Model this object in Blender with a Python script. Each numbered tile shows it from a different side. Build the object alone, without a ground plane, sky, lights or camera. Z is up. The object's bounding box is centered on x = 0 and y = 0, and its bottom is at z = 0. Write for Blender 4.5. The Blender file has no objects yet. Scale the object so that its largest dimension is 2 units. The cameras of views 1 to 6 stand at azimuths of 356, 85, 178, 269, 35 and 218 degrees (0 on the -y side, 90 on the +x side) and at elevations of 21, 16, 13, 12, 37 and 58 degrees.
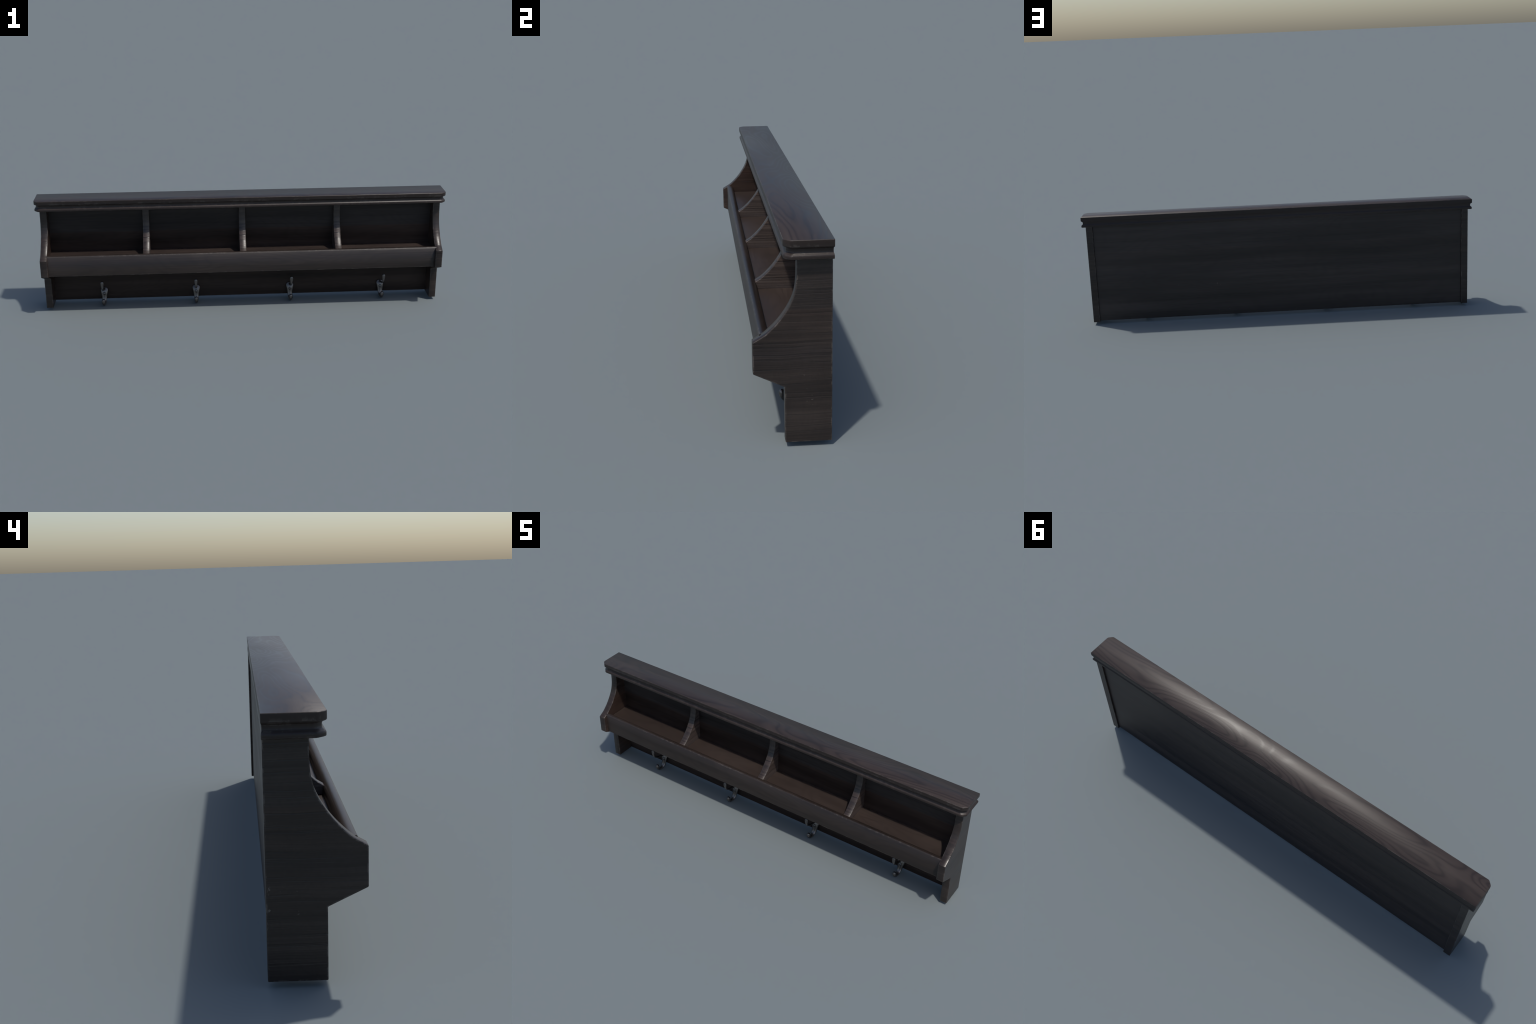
# Wall-hung coat rack with a divided letter/hat shelf, moulded cornice and four double hooks.
import bpy, bmesh, math
from mathutils import Vector

# ------------------------------------------------------------------ sizes (metres)
SIDE_OUT, SIDE_IN = 0.979, 0.9455        # outer / inner faces of the end boards
BACK_Y = 0.1025                          # rear edge of the end boards
FOOT_Z = 0.0112                          # underside of the end boards
CORNICE_BOTTOM, CORNICE_TOP = 0.5145, 0.566
CORNICE_HALF, CORNICE_FRONT, CORNICE_BACK = 1.0, -0.0245, 0.104
PANEL_FRONT, PANEL_BACK, PANEL_BOTTOM = 0.064, 0.0945, 0.0170
SHELF_TOP, SHELF_UNDER = 0.279, 0.258
RAIL_FRONT, RAIL_BACK, RAIL_BOTTOM, RAIL_TOP = -0.0857, -0.0572, 0.2045, 0.3075
DIVIDER_X = (-0.4717, 0.0005, 0.4705)
DIVIDER_SHIFT = 0.029                    # dividers follow the end-board curve, set back
HOOK_X = (-0.6985, -0.2352, 0.2420, 0.7074)

# ------------------------------------------------------------------ node helpers
class Net:
    def __init__(self, name):
        self.mat = bpy.data.materials.new(name)
        self.mat.use_nodes = True
        self.nt = self.mat.node_tree
        self.nt.nodes.clear()
        self.out = self.nt.nodes.new("ShaderNodeOutputMaterial")
        self.bsdf = self.nt.nodes.new("ShaderNodeBsdfPrincipled")
        self.nt.links.new(self.bsdf.outputs[0], self.out.inputs[0])

    def put(self, sock, v):
        if isinstance(v, bpy.types.NodeSocket):
            self.nt.links.new(v, sock)
        elif v is not None:
            sock.default_value = v

    def math(self, op, a, b=None, c=None, clamp=False):
        n = self.nt.nodes.new("ShaderNodeMath"); n.operation = op; n.use_clamp = clamp
        self.put(n.inputs[0], a); self.put(n.inputs[1], b); self.put(n.inputs[2], c)
        return n.outputs[0]

    def vmath(self, op, a, b=None):
        n = self.nt.nodes.new("ShaderNodeVectorMath"); n.operation = op
        self.put(n.inputs[0], a); self.put(n.inputs[1], b)
        return n.outputs["Value"] if op == "DOT_PRODUCT" else n.outputs[0]

    def coords(self):
        return self.nt.nodes.new("ShaderNodeTexCoord").outputs["Object"]

    def split(self, v):
        n = self.nt.nodes.new("ShaderNodeSeparateXYZ"); self.put(n.inputs[0], v)
        return n.outputs[0], n.outputs[1], n.outputs[2]

    def join(self, x, y, z):
        n = self.nt.nodes.new("ShaderNodeCombineXYZ")
        self.put(n.inputs[0], x); self.put(n.inputs[1], y); self.put(n.inputs[2], z)
        return n.outputs[0]

    def mapped(self, v, scale, loc=(0, 0, 0)):
        n = self.nt.nodes.new("ShaderNodeMapping")
        self.put(n.inputs[0], v); n.inputs["Scale"].default_value = scale
        n.inputs["Location"].default_value = loc
        return n.outputs[0]

    def noise(self, v, scale=1.0, detail=3.0, rough=0.55, distort=0.0):
        n = self.nt.nodes.new("ShaderNodeTexNoise")
        self.put(n.inputs["Vector"], v)
        n.inputs["Scale"].default_value = scale
        n.inputs["Detail"].default_value = detail
        n.inputs["Roughness"].default_value = rough
        n.inputs["Distortion"].default_value = distort
        return n.outputs["Fac"]

    def ramp(self, f, stops, interp="LINEAR"):
        n = self.nt.nodes.new("ShaderNodeValToRGB"); self.put(n.inputs[0], f)
        r = n.color_ramp; r.interpolation = interp
        while len(r.elements) < len(stops):
            r.elements.new(0.5)
        for e, (p, c) in zip(r.elements, stops):
            e.position = p
            e.color = (c, c, c, 1) if isinstance(c, (int, float)) else (*c, 1)
        return n.outputs[0]

    def mix(self, f, a, b, blend="MIX"):
        n = self.nt.nodes.new("ShaderNodeMix"); n.data_type = "RGBA"; n.blend_type = blend
        self.put(n.inputs[0], f)
        for s, v in ((n.inputs[6], a), (n.inputs[7], b)):
            self.put(s, (*v, 1) if isinstance(v, tuple) and len(v) == 3 else v)
        return n.outputs[2]

    def bump(self, h, strength, dist, normal=None):
        n = self.nt.nodes.new("ShaderNodeBump")
        n.inputs["Strength"].default_value = strength
        n.inputs["Distance"].default_value = dist
        self.put(n.inputs["Height"], h)
        self.put(n.inputs["Normal"], normal)
        return n.outputs[0]

    def geometry(self, name):
        return self.nt.nodes.new("ShaderNodeNewGeometry").outputs[name]


def wood(name, flame, lines, wear=1.0, rough=0.34, tint=(1, 1, 1), gain=1.0, normal_lean=None, front_gain=None,
         figure_on_top=False, spec=0.5, flank=None, bands=0.9):
    """Dark stained oak. Grain runs level along every upright face (so it crosses the
    joints at one height); 'flame' adds cathedral figure, 'lines' the coarse saw lines."""
    m = Net(name)
    scaled = lambda k, f: k * f if isinstance(f, (int, float)) else m.math("MULTIPLY", f, k)
    p = m.coords()
    x, y, z = m.split(p)
    normal = m.geometry("Normal")
    nx, ny, nz = m.split(normal)
    # grain heights wander a little along the board
    wander = m.noise(m.mapped(p, (1.3, 4.0, 5.0)), 1.0, 2.0)
    zz = m.math("ADD", z, m.math("MULTIPLY", m.math("SUBTRACT", wander, 0.5), 0.016))
    g = m.join(x, y, zz)
    fine = m.noise(m.mapped(g, (1.6, 2.2, 230.0)), 1.0, 3.0, 0.6)
    medium = m.noise(m.mapped(g, (0.9, 1.4, 75.0), (3.1, 1.7, 0.4)), 1.0, 3.0, 0.55)
    broad = m.noise(m.mapped(g, (0.7, 1.0, 13.0), (7.7, 2.2, 5.4)), 1.0, 2.0, 0.5)
    # cathedral figure: contour lines of a stretched soft noise
    soft = m.noise(m.mapped(p, (1.9, 8.0, 8.0), (11.0, 4.6, 2.3)), 1.0, 1.2, 0.4, 0.25)
    rings = m.math("SINE", m.math("MULTIPLY", soft, 98.0))
    rings = m.ramp(m.math("MULTIPLY_ADD", rings, 0.5, 0.5), [(0.0, 0.0), (0.30, 0.72), (1.0, 1.0)])
    pores = m.noise(m.mapped(p, (9.0, 150.0, 150.0)), 1.0, 2.0, 0.6)
    # blotchy stain
    blotch = m.noise(m.mapped(p, (1.6, 6.0, 6.0), (1.5, 8.2, 0.7)), 1.0, 3.0, 0.5)

    # the figure shows on broad faces, hardly on moulded edges
    if figure_on_top:
        flame = m.math("MULTIPLY_ADD", m.math("GREATER_THAN", nz, 0.9), 0.85 * flame, 0.15 * flame)
    # thin dark pore lines and thin pale saw lines
    dark_line = m.ramp(m.noise(m.mapped(g, (1.2, 1.8, 150.0), (2.0, 5.0, 1.0)), 1.0, 2.0, 0.5), [(0.36, 1.0), (0.43, 0.0)])
    pale_line = m.ramp(m.noise(m.mapped(g, (1.5, 2.5, 190.0), (6.0, 3.0, 8.0)), 1.0, 2.0, 0.5), [(0.61, 0.0), (0.68, 1.0)])
    v = m.math("MULTIPLY", m.math("SUBTRACT", fine, 0.5), 0.9 * lines)
    v = m.math("SUBTRACT", v, m.math("MULTIPLY", dark_line, 0.24 * lines))
    v = m.math("ADD", v, m.math("MULTIPLY", pale_line, 0.16 * lines))
    v = m.math("ADD", v, m.math("MULTIPLY", m.math("SUBTRACT", medium, 0.5), 1.2 * lines))
    v = m.math("ADD", v, m.math("MULTIPLY", m.math("SUBTRACT", broad, 0.5), bands))
    v = m.math("ADD", v, m.math("MULTIPLY", m.math("SUBTRACT", rings, 0.62), scaled(0.34, flame)))
    v = m.math("ADD", v, m.math("MULTIPLY", m.math("SUBTRACT", pores, 0.5), 0.25))
    v = m.math("ADD", v, m.math("MULTIPLY", m.math("SUBTRACT", blotch, 0.5), 0.7))
    v = m.math("ADD", v, 0.5, clamp=True)
    base = m.ramp(v, [(0.0, (0.0172 * gain, 0.0126 * gain, 0.0110 * gain)),
                      (0.5, (0.0365 * gain, 0.0260 * gain, 0.0215 * gain)),
                      (1.0, (0.0640 * gain, 0.0465 * gain, 0.0380 * gain))])
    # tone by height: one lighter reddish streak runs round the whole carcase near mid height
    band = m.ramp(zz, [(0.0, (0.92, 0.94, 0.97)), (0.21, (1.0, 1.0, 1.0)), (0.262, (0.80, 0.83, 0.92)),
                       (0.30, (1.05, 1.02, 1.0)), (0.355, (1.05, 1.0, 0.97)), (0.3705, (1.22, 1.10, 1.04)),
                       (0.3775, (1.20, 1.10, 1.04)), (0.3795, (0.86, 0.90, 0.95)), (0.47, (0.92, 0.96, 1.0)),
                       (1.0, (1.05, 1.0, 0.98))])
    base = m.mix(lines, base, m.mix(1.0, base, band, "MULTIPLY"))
    base = m.mix(1.0, base, (*tint, 1.0), "MULTIPLY")
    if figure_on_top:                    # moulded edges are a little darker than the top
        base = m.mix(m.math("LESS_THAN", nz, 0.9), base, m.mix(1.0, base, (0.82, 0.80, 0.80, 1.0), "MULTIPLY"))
    if flank:                            # faces turned into the bays: base colour lightened and retinted
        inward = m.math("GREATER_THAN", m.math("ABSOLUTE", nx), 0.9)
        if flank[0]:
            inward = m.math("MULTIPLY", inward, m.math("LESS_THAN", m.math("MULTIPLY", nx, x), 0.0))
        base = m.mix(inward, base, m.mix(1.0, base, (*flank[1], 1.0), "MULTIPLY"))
    if front_gain:                       # front of the panel multiplied darker, cooler above the streak than below
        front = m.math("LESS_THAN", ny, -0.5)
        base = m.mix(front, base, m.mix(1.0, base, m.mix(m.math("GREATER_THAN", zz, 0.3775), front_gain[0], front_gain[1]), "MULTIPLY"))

    # rubbed arrises: where the rounded-over normal departs from the face normal
    bev = m.nt.nodes.new("ShaderNodeBevel"); bev.samples = 6
    bev.inputs["Radius"].default_value = 0.0045
    edge = m.math("SUBTRACT", 1.0, m.vmath("DOT_PRODUCT", bev.outputs[0], m.geometry("True Normal")))
    edge = m.ramp(edge, [(0.006, 0.0), (0.035, 1.0)])
    chip = m.noise(p, 46.0, 5.0, 0.68)
    patch = m.noise(p, 9.0, 2.0, 0.5)
    chips = m.ramp(m.math("ADD", m.math("MULTIPLY", chip, 0.75), m.math("MULTIPLY", patch, 0.35)),
                   [(0.565, 0.0), (0.615, 1.0)])
    worn = m.math("MULTIPLY", m.math("MULTIPLY", edge, chips), 0.75 * wear)
    soft_edge = m.math("MULTIPLY", edge, 0.11 * wear)
    # sparse little dings and scuffs on the faces
    where = m.ramp(m.noise(m.mapped(p, (2.2, 5.0, 7.0), (4.0, 1.0, 9.0)), 1.0, 1.0), [(0.675, 0.0), (0.71, 1.0)])
    ding = m.ramp(m.noise(m.mapped(p, (60.0, 90.0, 90.0)), 1.0, 3.0, 0.6), [(0.665, 0.0), (0.73, 1.0)])
    scuff = m.math("MULTIPLY", m.math("MULTIPLY", where, ding), 0.5 * wear)
    pale = m.math("MAXIMUM", m.math("MAXIMUM", worn, soft_edge), scuff)
    color = m.mix(pale, base, (0.20, 0.175, 0.155))
    m.put(m.bsdf.inputs["Base Color"], color)

    r = m.math("ADD", rough, m.math("MULTIPLY", m.math("SUBTRACT", v, 0.5), 0.12))
    r = m.math("ADD", r, m.math("MULTIPLY", m.math("SUBTRACT", blotch, 0.5), 0.16))
    m.put(m.bsdf.inputs["Roughness"], r)
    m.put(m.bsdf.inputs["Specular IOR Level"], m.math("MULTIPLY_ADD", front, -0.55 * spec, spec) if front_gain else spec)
    h = m.math("ADD", m.math("MULTIPLY", fine, 0.8 * lines), m.math("MULTIPLY", medium, 0.9 * lines))
    h = m.math("SUBTRACT", h, m.math("MULTIPLY", dark_line, 0.8 * lines))
    h = m.math("ADD", h, m.math("MULTIPLY", rings, scaled(0.15, flame)))
    h = m.math("ADD", h, m.math("MULTIPLY", pores, 0.25))
    h = m.math("SUBTRACT", h, m.math("MULTIPLY", pale, 0.5))
    # shading normals leaned on flat faces to position the highlights
    lean = normal_lean(m, x, y, z, nx, ny, nz) if normal_lean else normal
    m.put(m.bsdf.inputs["Normal"], m.bump(h, 0.35, 0.0012, lean))
    return m.mat


def lean_by(m, normal_xyz, dx=0.0, dy=0.0, dz=0.0):
    nx, ny, nz = normal_xyz
    return m.vmath("NORMALIZE", m.join(m.math("ADD", nx, dx), m.math("ADD", ny, dy), m.math("ADD", nz, dz)))


def lean_top(m, x, y, z, nx, ny, nz):
    """Top of the cornice: flat, its normals tipped to wall edge and ends to steer the sun sheen."""
    up = m.math("GREATER_THAN", nz, 0.98)
    across = m.math("DIVIDE", m.math("SUBTRACT", y, CORNICE_FRONT), CORNICE_BACK - CORNICE_FRONT, clamp=True)
    dy = m.math("MULTIPLY_ADD", across, 0.70, -0.15)
    ax = m.math("ABSOLUTE", x)
    corner = m.math("POWER", m.math("DIVIDE", m.math("SUBTRACT", ax, 0.35), 0.65, clamp=True), 1.6)
    corner = m.math("MULTIPLY", corner, m.math("SUBTRACT", 1.0, across, clamp=True))
    dx = m.math("MULTIPLY_ADD", m.math("MULTIPLY", corner, m.math("SIGN", x)), 0.30, m.math("MULTIPLY", x, 0.07))
    dy = m.math("MULTIPLY_ADD", corner, -0.12, dy)
    # bright line drawn on the flat wall side by tilting normals upward
    lit_line = m.math("SUBTRACT", 1.0, m.math("DIVIDE", m.math("ABSOLUTE", m.math("SUBTRACT", z, 0.5285)), 0.0045), clamp=True)
    dz = m.math("MULTIPLY", m.math("MULTIPLY", lit_line, m.math("GREATER_THAN", ny, 0.9)), 0.8)
    return lean_by(m, (nx, ny, nz), m.math("MULTIPLY", dx, up), m.math("MULTIPLY", dy, up), dz)


def lean_edge(centre):
    """Sawn front edges of the boards: normals fanned across the thickness to spread the glint."""
    def f(m, x, y, z, nx, ny, nz):
        edge_face = m.math("MULTIPLY", m.math("LESS_THAN", m.math("ABSOLUTE", nx), 0.75), m.math("LESS_THAN", ny, 0.5))
        away = m.math("SUBTRACT", m.math("ABSOLUTE", x), centre) if centre else x
        if centre:
            away = m.math("MULTIPLY", away, m.math("SIGN", x))
        return lean_by(m, (nx, ny, nz), m.math("MULTIPLY", m.math("MULTIPLY", away, 23.0), edge_face))
    return f


def lean_rail(m, x, y, z, nx, ny, nz):  # normals turned skyward near the top give the front its light-to-dark gradient
    front = m.math("LESS_THAN", ny, -0.9)
    t = m.math("DIVIDE", m.math("SUBTRACT", z, RAIL_BOTTOM), RAIL_TOP - RAIL_BOTTOM, clamp=True)
    t = m.math("POWER", t, 1.4)
    return lean_by(m, (nx, ny, nz), 0.0, 0.0, m.math("MULTIPLY", m.math("MULTIPLY", t, 0.72), front))


def iron(name, tone):
    m = Net(name)
    p = m.coords()
    n = m.noise(p, 60.0, 4.0, 0.6)
    m.put(m.bsdf.inputs["Base Color"], m.ramp(n, [(0.3, tuple(0.7 * c for c in tone)), (0.75, tone)]))
    m.bsdf.inputs["Metallic"].default_value = 0.85
    m.put(m.bsdf.inputs["Roughness"], m.math("ADD", 0.27, m.math("MULTIPLY", n, 0.10)))
    m.put(m.bsdf.inputs["Normal"], m.bump(m.noise(p, 180.0, 3.0), 0.12, 0.001))
    return m.mat


M_SIDE = wood("dark_oak_end_board", 0.15, 0.8, rough=0.34, gain=0.76, spec=0.42, normal_lean=lean_edge((SIDE_OUT + SIDE_IN) / 2),
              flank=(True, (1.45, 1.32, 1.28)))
M_DIV = wood("dark_oak_divider", 0.0, 1.55, rough=0.39, wear=0.5, normal_lean=lean_edge(0.0), flank=(False, (1.85, 2.02, 2.18)))
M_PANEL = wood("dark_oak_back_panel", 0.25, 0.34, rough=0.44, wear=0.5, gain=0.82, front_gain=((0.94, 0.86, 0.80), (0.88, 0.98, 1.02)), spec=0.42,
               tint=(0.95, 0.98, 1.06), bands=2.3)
M_RAIL = wood("dark_oak_rail", 0.4, 0.3, rough=0.42, wear=0.6, gain=0.62, spec=0.42, normal_lean=lean_rail)
M_TOP = wood("dark_oak_cornice", 1.0, 0.12, rough=0.42, wear=0.35, spec=0.34, tint=(0.97, 0.97, 1.0), normal_lean=lean_top,
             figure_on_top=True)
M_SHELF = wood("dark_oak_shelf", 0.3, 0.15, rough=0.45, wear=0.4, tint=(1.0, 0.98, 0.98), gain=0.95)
M_IRON = iron("blackened_iron", (0.185, 0.172, 0.166))
M_SCREW = iron("dull_steel_screw", (0.16, 0.152, 0.148))

# ------------------------------------------------------------------ mesh helpers
def make(name, bm, mat, parent, bevel=0.0, segments=3, angle=35, smooth=40, flat_above=0.0):
    bmesh.ops.recalc_face_normals(bm, faces=bm.faces)
    me = bpy.data.meshes.new(name)
    bm.to_mesh(me); bm.free()
    me.materials.append(mat)
    ob = bpy.data.objects.new(name, me)
    bpy.context.collection.objects.link(ob)
    ob.parent = parent
    if bevel:
        b = ob.modifiers.new("round_edges", "BEVEL")
        b.width, b.segments, b.limit_method = bevel, segments, "ANGLE"
        b.angle_limit = math.radians(angle)
        b.harden_normals = True
    me.shade_smooth()
    me.set_sharp_from_angle(angle=math.radians(smooth))
    if flat_above:                       # broad planed faces stay dead flat
        for poly in me.polygons:
            if poly.area > flat_above:
                poly.use_smooth = False
    return ob


def catmull(pts, steps):
    out = []
    for i in range(len(pts) - 1):
        p0, p1, p2, p3 = (Vector(pts[max(i - 1, 0)]), Vector(pts[i]), Vector(pts[i + 1]),
                          Vector(pts[min(i + 2, len(pts) - 1)]))
        for s in range(steps):
            t = s / steps
            out.append(0.5 * (2 * p1 + (p2 - p0) * t + (2 * p0 - 5 * p1 + 4 * p2 - p3) * t * t
                              + (3 * p1 - p0 - 3 * p2 + p3) * t ** 3))
    out.append(Vector(pts[-1]))
    return out


def slab(outline, x0, x1):
    """Board cut to an outline in (y, z), thickness along x."""
    bm = bmesh.new()
    a = [bm.verts.new((x0, y, z)) for y, z in outline]
    b = [bm.verts.new((x1, y, z)) for y, z in outline]
    n = len(outline)
    for i in range(n):
        bm.faces.new((a[i], a[(i + 1) % n], b[(i + 1) % n], b[i]))
    bm.faces.new(a); bm.faces.new(b)
    return bm


def box(x0, x1, y0, y1, z0, z1):
    return slab([(y0, z0), (y1, z0), (y1, z1), (y0, z1)], x0, x1)


def spine_loft(stations, steps=6, sides=16, power=2.0):
    """Rod along a curve in the y-z plane; each station is (y, z, half width in x, half depth)."""
    st = catmull([tuple(s) for s in stations], steps)
    bm = bmesh.new(); rings = []
    for i, s in enumerate(st):
        a, b = st[max(i - 1, 0)], st[min(i + 1, len(st) - 1)]
        t = Vector((0, b[0] - a[0], b[1] - a[1])).normalized()
        nrm = Vector((0, -t.z, t.y))
        ring = []
        for k in range(sides):
            w = 2 * math.pi * k / sides
            c, d = math.cos(w), math.sin(w)
            cx = math.copysign(abs(c) ** (2 / power), c); dx = math.copysign(abs(d) ** (2 / power), d)
            v = Vector((0, s[0], s[1])) + Vector((1, 0, 0)) * (max(s[2], 2e-4) * cx) + nrm * (max(s[3], 2e-4) * dx)
            ring.append(bm.verts.new(v))
        rings.append(ring)
    for r, q in zip(rings, rings[1:]):
        for k in range(sides):
            bm.faces.new((r[k], r[(k + 1) % sides], q[(k + 1) % sides], q[k]))
    bm.faces.new(rings[0]); bm.faces.new(rings[-1])
    return bm

# ------------------------------------------------------------------ the thing
rack = bpy.data.objects.new("wall_coat_rack", None)
bpy.context.collection.objects.link(rack)
rack["label"] = "dark stained wooden coat rack with divided shelf, moulded top and four hooks"
rack["category"] = "coat rack"

# hollow sweep shared by end boards and dividers, from the nose up to the cornice
SWEEP = catmull([(-0.1035, 0.2935), (-0.0855, 0.3040), (-0.0690, 0.3150), (-0.0450, 0.3380), (-0.0263, 0.3608),
                 (-0.0068, 0.3918), (0.0048, 0.4215), (0.0098, 0.4520), (0.0110, 0.4820), (0.0110, 0.5170)], 4)
SWEEP = [(p[0], p[1]) for p in SWEEP]

# end boards
END = [(-0.0207, FOOT_Z), (-0.0216, 0.1683), (-0.1035, 0.2075)] + SWEEP + [(BACK_Y, 0.5170), (BACK_Y, FOOT_Z)]
for x0, x1 in ((-SIDE_OUT, -SIDE_IN), (SIDE_IN, SIDE_OUT)):
    make("end_board", slab(END, x0, x1), M_SIDE, rack, bevel=0.0022)

# back panel, let in between the end boards
make("back_panel", box(-SIDE_IN - 0.001, SIDE_IN + 0.001, PANEL_FRONT, PANEL_BACK, PANEL_BOTTOM, 0.5165),
     M_PANEL, rack, bevel=0.002)

# shelf board
make("shelf", box(-SIDE_IN - 0.001, SIDE_IN + 0.001, RAIL_BACK - 0.006, PANEL_FRONT + 0.004, SHELF_UNDER, SHELF_TOP),
     M_SHELF, rack)

# front rail: upright board with a crowned, rounded top
crown = [(RAIL_FRONT, RAIL_TOP - 0.0045), (RAIL_FRONT + 0.0006, RAIL_TOP - 0.0022), (RAIL_FRONT + 0.0022, RAIL_TOP - 0.0006),
         (RAIL_FRONT + 0.0060, RAIL_TOP + 0.0004), (RAIL_FRONT + 0.0115, RAIL_TOP + 0.0006),
         (RAIL_FRONT + 0.0170, RAIL_TOP - 0.0006), (RAIL_FRONT + 0.0220, RAIL_TOP - 0.0036),
         (RAIL_FRONT + 0.0258, RAIL_TOP - 0.0082), (RAIL_BACK - 0.0006, RAIL_TOP - 0.0140), (RAIL_BACK, RAIL_TOP - 0.020)]
rail = [(RAIL_FRONT + 0.0012, RAIL_BOTTOM), (RAIL_FRONT, RAIL_BOTTOM + 0.0012)] + crown + [(RAIL_BACK, RAIL_BOTTOM)]
make("front_rail", slab(rail, -SIDE_IN - 0.006, SIDE_IN + 0.006), M_RAIL, rack, smooth=50, flat_above=0.05)

# dividers
half = 0.0163
outline = [(y + DIVIDER_SHIFT, z) for y, z in SWEEP if y + DIVIDER_SHIFT > RAIL_BACK - 0.006]
outline = [(outline[0][0], SHELF_TOP - 0.003)] + outline + [(PANEL_FRONT + 0.003, 0.5170), (PANEL_FRONT + 0.003, SHELF_TOP - 0.003)]
first = make("divider", slab(outline, -half, half), M_DIV, rack, bevel=0.002)
first.location.x = DIVIDER_X[0]
for dx in DIVIDER_X[1:]:
    d = first.copy(); d.location.x = dx
    bpy.context.collection.objects.link(d)

# cornice: moulding profile carried round both ends and the front (inset, height)
PROFILE = [(0.0010, CORNICE_TOP), (0.0, CORNICE_TOP - 0.0011), (0.0, 0.5490), (0.0012, 0.5468), (0.0072, 0.5434),
           (0.0086, 0.5418), (0.0092, 0.5380), (0.0090, 0.5325), (0.0080, 0.5302), (0.0030, 0.5268), (0.0018, 0.5253),
           (0.0012, 0.5232), (0.0011, 0.5175), (0.0017, 0.5158), (0.0034, 0.5148), (0.0075, CORNICE_BOTTOM)]

def plan(inset):
    """Plan outline: back corners square, front corners cut off at 45 degrees and eased."""
    hx, yf, c = CORNICE_HALF - inset, CORNICE_FRONT + inset, 0.0182
    e = 0.0042
    k = e * 0.7071
    yb = CORNICE_BACK - 0.22 * inset  # slight back recess, modelled only to catch a pale strip of light
    right = [(hx, yb), (hx, yf + c + e), (hx - 0.25 * k, yf + c + 0.2 * e), (hx - k, yf + c - k),
             (hx - c + k, yf + k), (hx - c - 0.2 * e, yf + 0.25 * k), (hx - c - e, yf)]
    return right + [(-x, y) for x, y in reversed(right)]

bm = bmesh.new()
loops = [[bm.verts.new((x, y, z)) for x, y in plan(d)] for d, z in PROFILE]
n = len(loops[0])
for a, b in zip(loops, loops[1:]):
    for i in range(n):
        bm.faces.new((a[i], a[(i + 1) % n], b[(i + 1) % n], b[i]))
bm.faces.new(loops[0]); bm.faces.new(loops[-1])
make("cornice", bm, M_TOP, rack, smooth=40, flat_above=0.1)

# double hooks: drop-shaped plate running down into a J with a knob, and an upper prong
BODY = [(0.0636, 0.0812, 0.0060, 0.0012), (0.0624, 0.0788, 0.0135, 0.0024), (0.0604, 0.0722, 0.0184, 0.0042),
        (0.0570, 0.0622, 0.0188, 0.0064), (0.0537, 0.0495, 0.0166, 0.0071), (0.0506, 0.0350, 0.0138, 0.0063),
        (0.0455, 0.0212, 0.0117, 0.0057), (0.0360, 0.0108, 0.0100, 0.0052), (0.0230, 0.0052, 0.0081, 0.0049),
        (0.0110, 0.0064, 0.0068, 0.0050), (0.0030, 0.0130, 0.0072, 0.0060), (-0.0014, 0.0212, 0.0088, 0.0080),
        (-0.0036, 0.0298, 0.0097, 0.0091), (-0.0046, 0.0372, 0.0084, 0.0080), (-0.0051, 0.0416, 0.0052, 0.0050),
        (-0.0053, 0.0434, 0.0006, 0.0006)]
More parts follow.
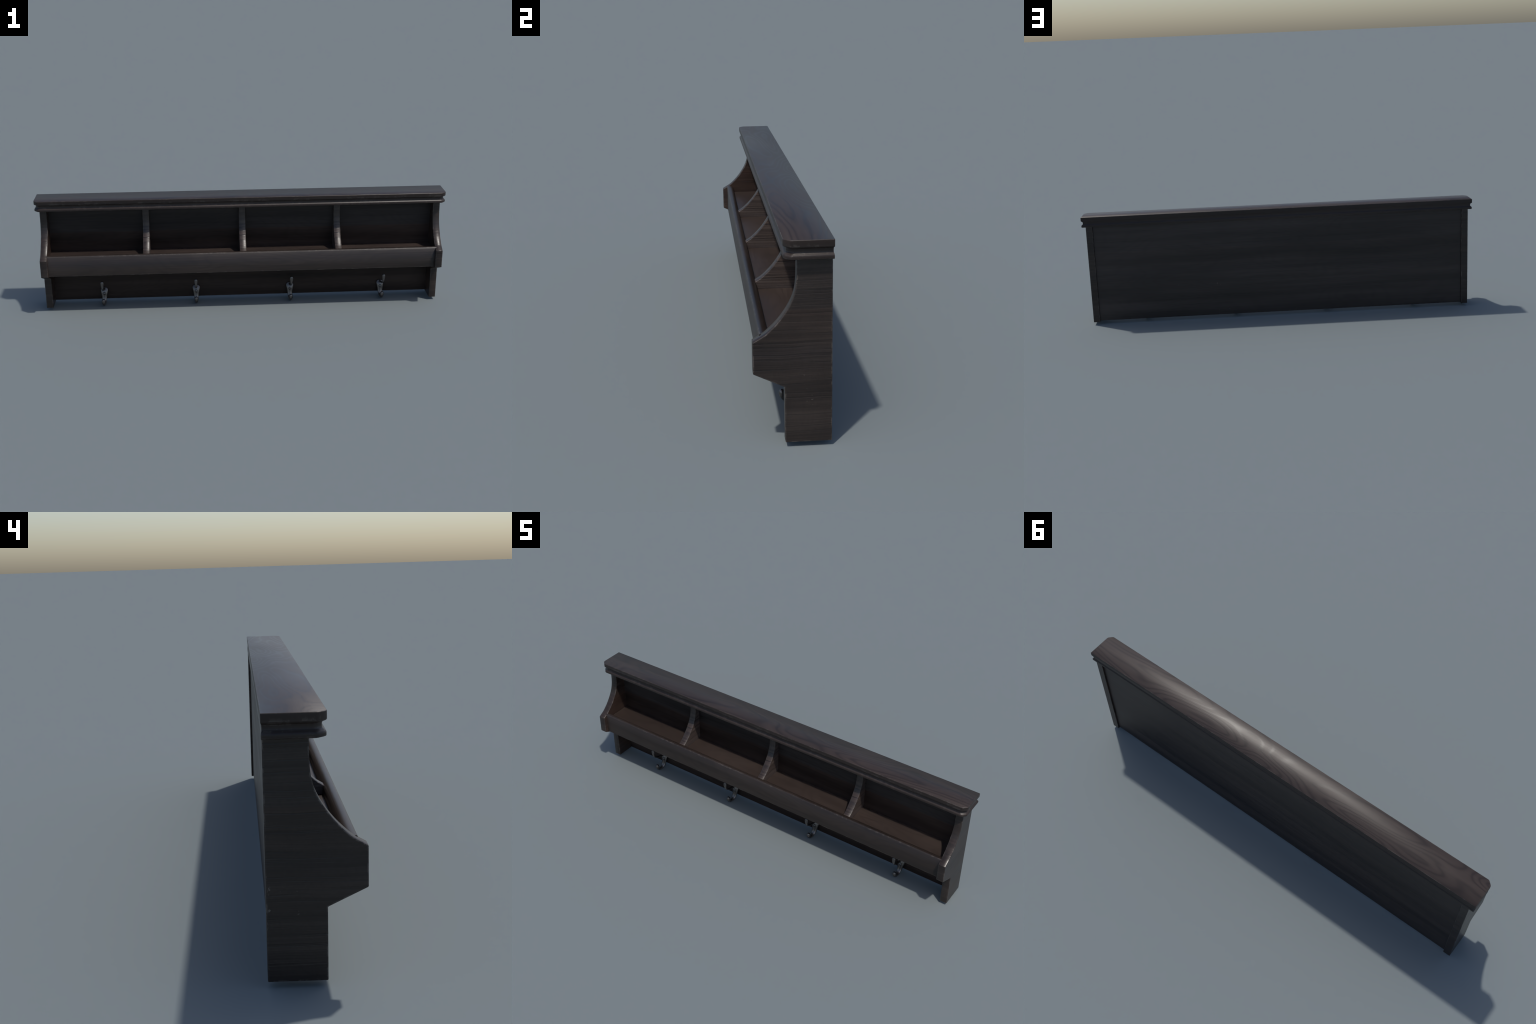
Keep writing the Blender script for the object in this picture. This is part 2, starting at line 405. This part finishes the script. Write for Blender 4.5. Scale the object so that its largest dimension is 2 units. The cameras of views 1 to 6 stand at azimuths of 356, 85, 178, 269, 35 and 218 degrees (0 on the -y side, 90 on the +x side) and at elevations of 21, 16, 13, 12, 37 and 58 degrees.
PRONG = [(0.0585, 0.0730, 0.0060, 0.0052), (0.0420, 0.0775, 0.0054, 0.0048), (0.0220, 0.0830, 0.0049, 0.0042),
         (0.0020, 0.0900, 0.0046, 0.0038), (-0.0150, 0.0995, 0.0045, 0.0037), (-0.0245, 0.1120, 0.0053, 0.0040),
         (-0.0280, 0.1250, 0.0070, 0.0045), (-0.0285, 0.1370, 0.0085, 0.0049), (-0.0278, 0.1440, 0.0074, 0.0044),
         (-0.0273, 0.1474, 0.0042, 0.0028), (-0.0272, 0.1486, 0.0004, 0.0004)]

def screw_mesh():
    bm = bmesh.new()
    n, rings = 20, []
    for r, h in ((0.0078, 0.0), (0.0078, 0.0012), (0.0070, 0.0026), (0.0052, 0.0037), (0.0028, 0.0043)):
        rings.append([bm.verts.new((r * math.cos(2 * math.pi * k / n), -h, r * math.sin(2 * math.pi * k / n))) for k in range(n)])
    for a, b in zip(rings, rings[1:]):
        for k in range(n):
            bm.faces.new((a[k], a[(k + 1) % n], b[(k + 1) % n], b[k]))
    bm.faces.new(rings[0]); bm.faces.new(rings[-1])
    return bm

def slot_mesh():
    return box(-0.0009, 0.0009, -0.0049, -0.003, -0.0062, 0.0062)

body0 = make("hook", spine_loft(BODY, 5, 20), M_IRON, rack, smooth=70)
prong0 = make("upper_prong", spine_loft(PRONG, 5, 16), M_IRON, body0, smooth=70)
screw0 = make("screw", screw_mesh(), M_SCREW, body0, smooth=50)
# cross slot cut into the screw head
cutter = make("slot_cutter", slot_mesh(), M_SCREW, None)
cutter.rotation_euler = (0, math.radians(55), 0)
mod = screw0.modifiers.new("slot", "BOOLEAN"); mod.object = cutter; mod.operation = "DIFFERENCE"; mod.solver = "EXACT"
bpy.context.view_layer.update()
dg = bpy.context.evaluated_depsgraph_get()
cut = bpy.data.meshes.new_from_object(screw0.evaluated_get(dg))
screw0.modifiers.clear(); screw0.data = cut
bpy.data.objects.remove(cutter)
screw0.location = (0, 0.0478, 0.0520)
screw0.rotation_euler = (math.radians(-8), 0, 0)

body0.location.x = HOOK_X[0]
for i, hx in enumerate(HOOK_X[1:]):
    b = body0.copy(); b.location.x = hx
    bpy.context.collection.objects.link(b)
    for part in (prong0, screw0):
        q = part.copy(); q.parent = b
        if part is screw0:
            q.rotation_euler = (math.radians(-8), math.radians((40, 105, 15)[i]), 0)
        bpy.context.collection.objects.link(q)
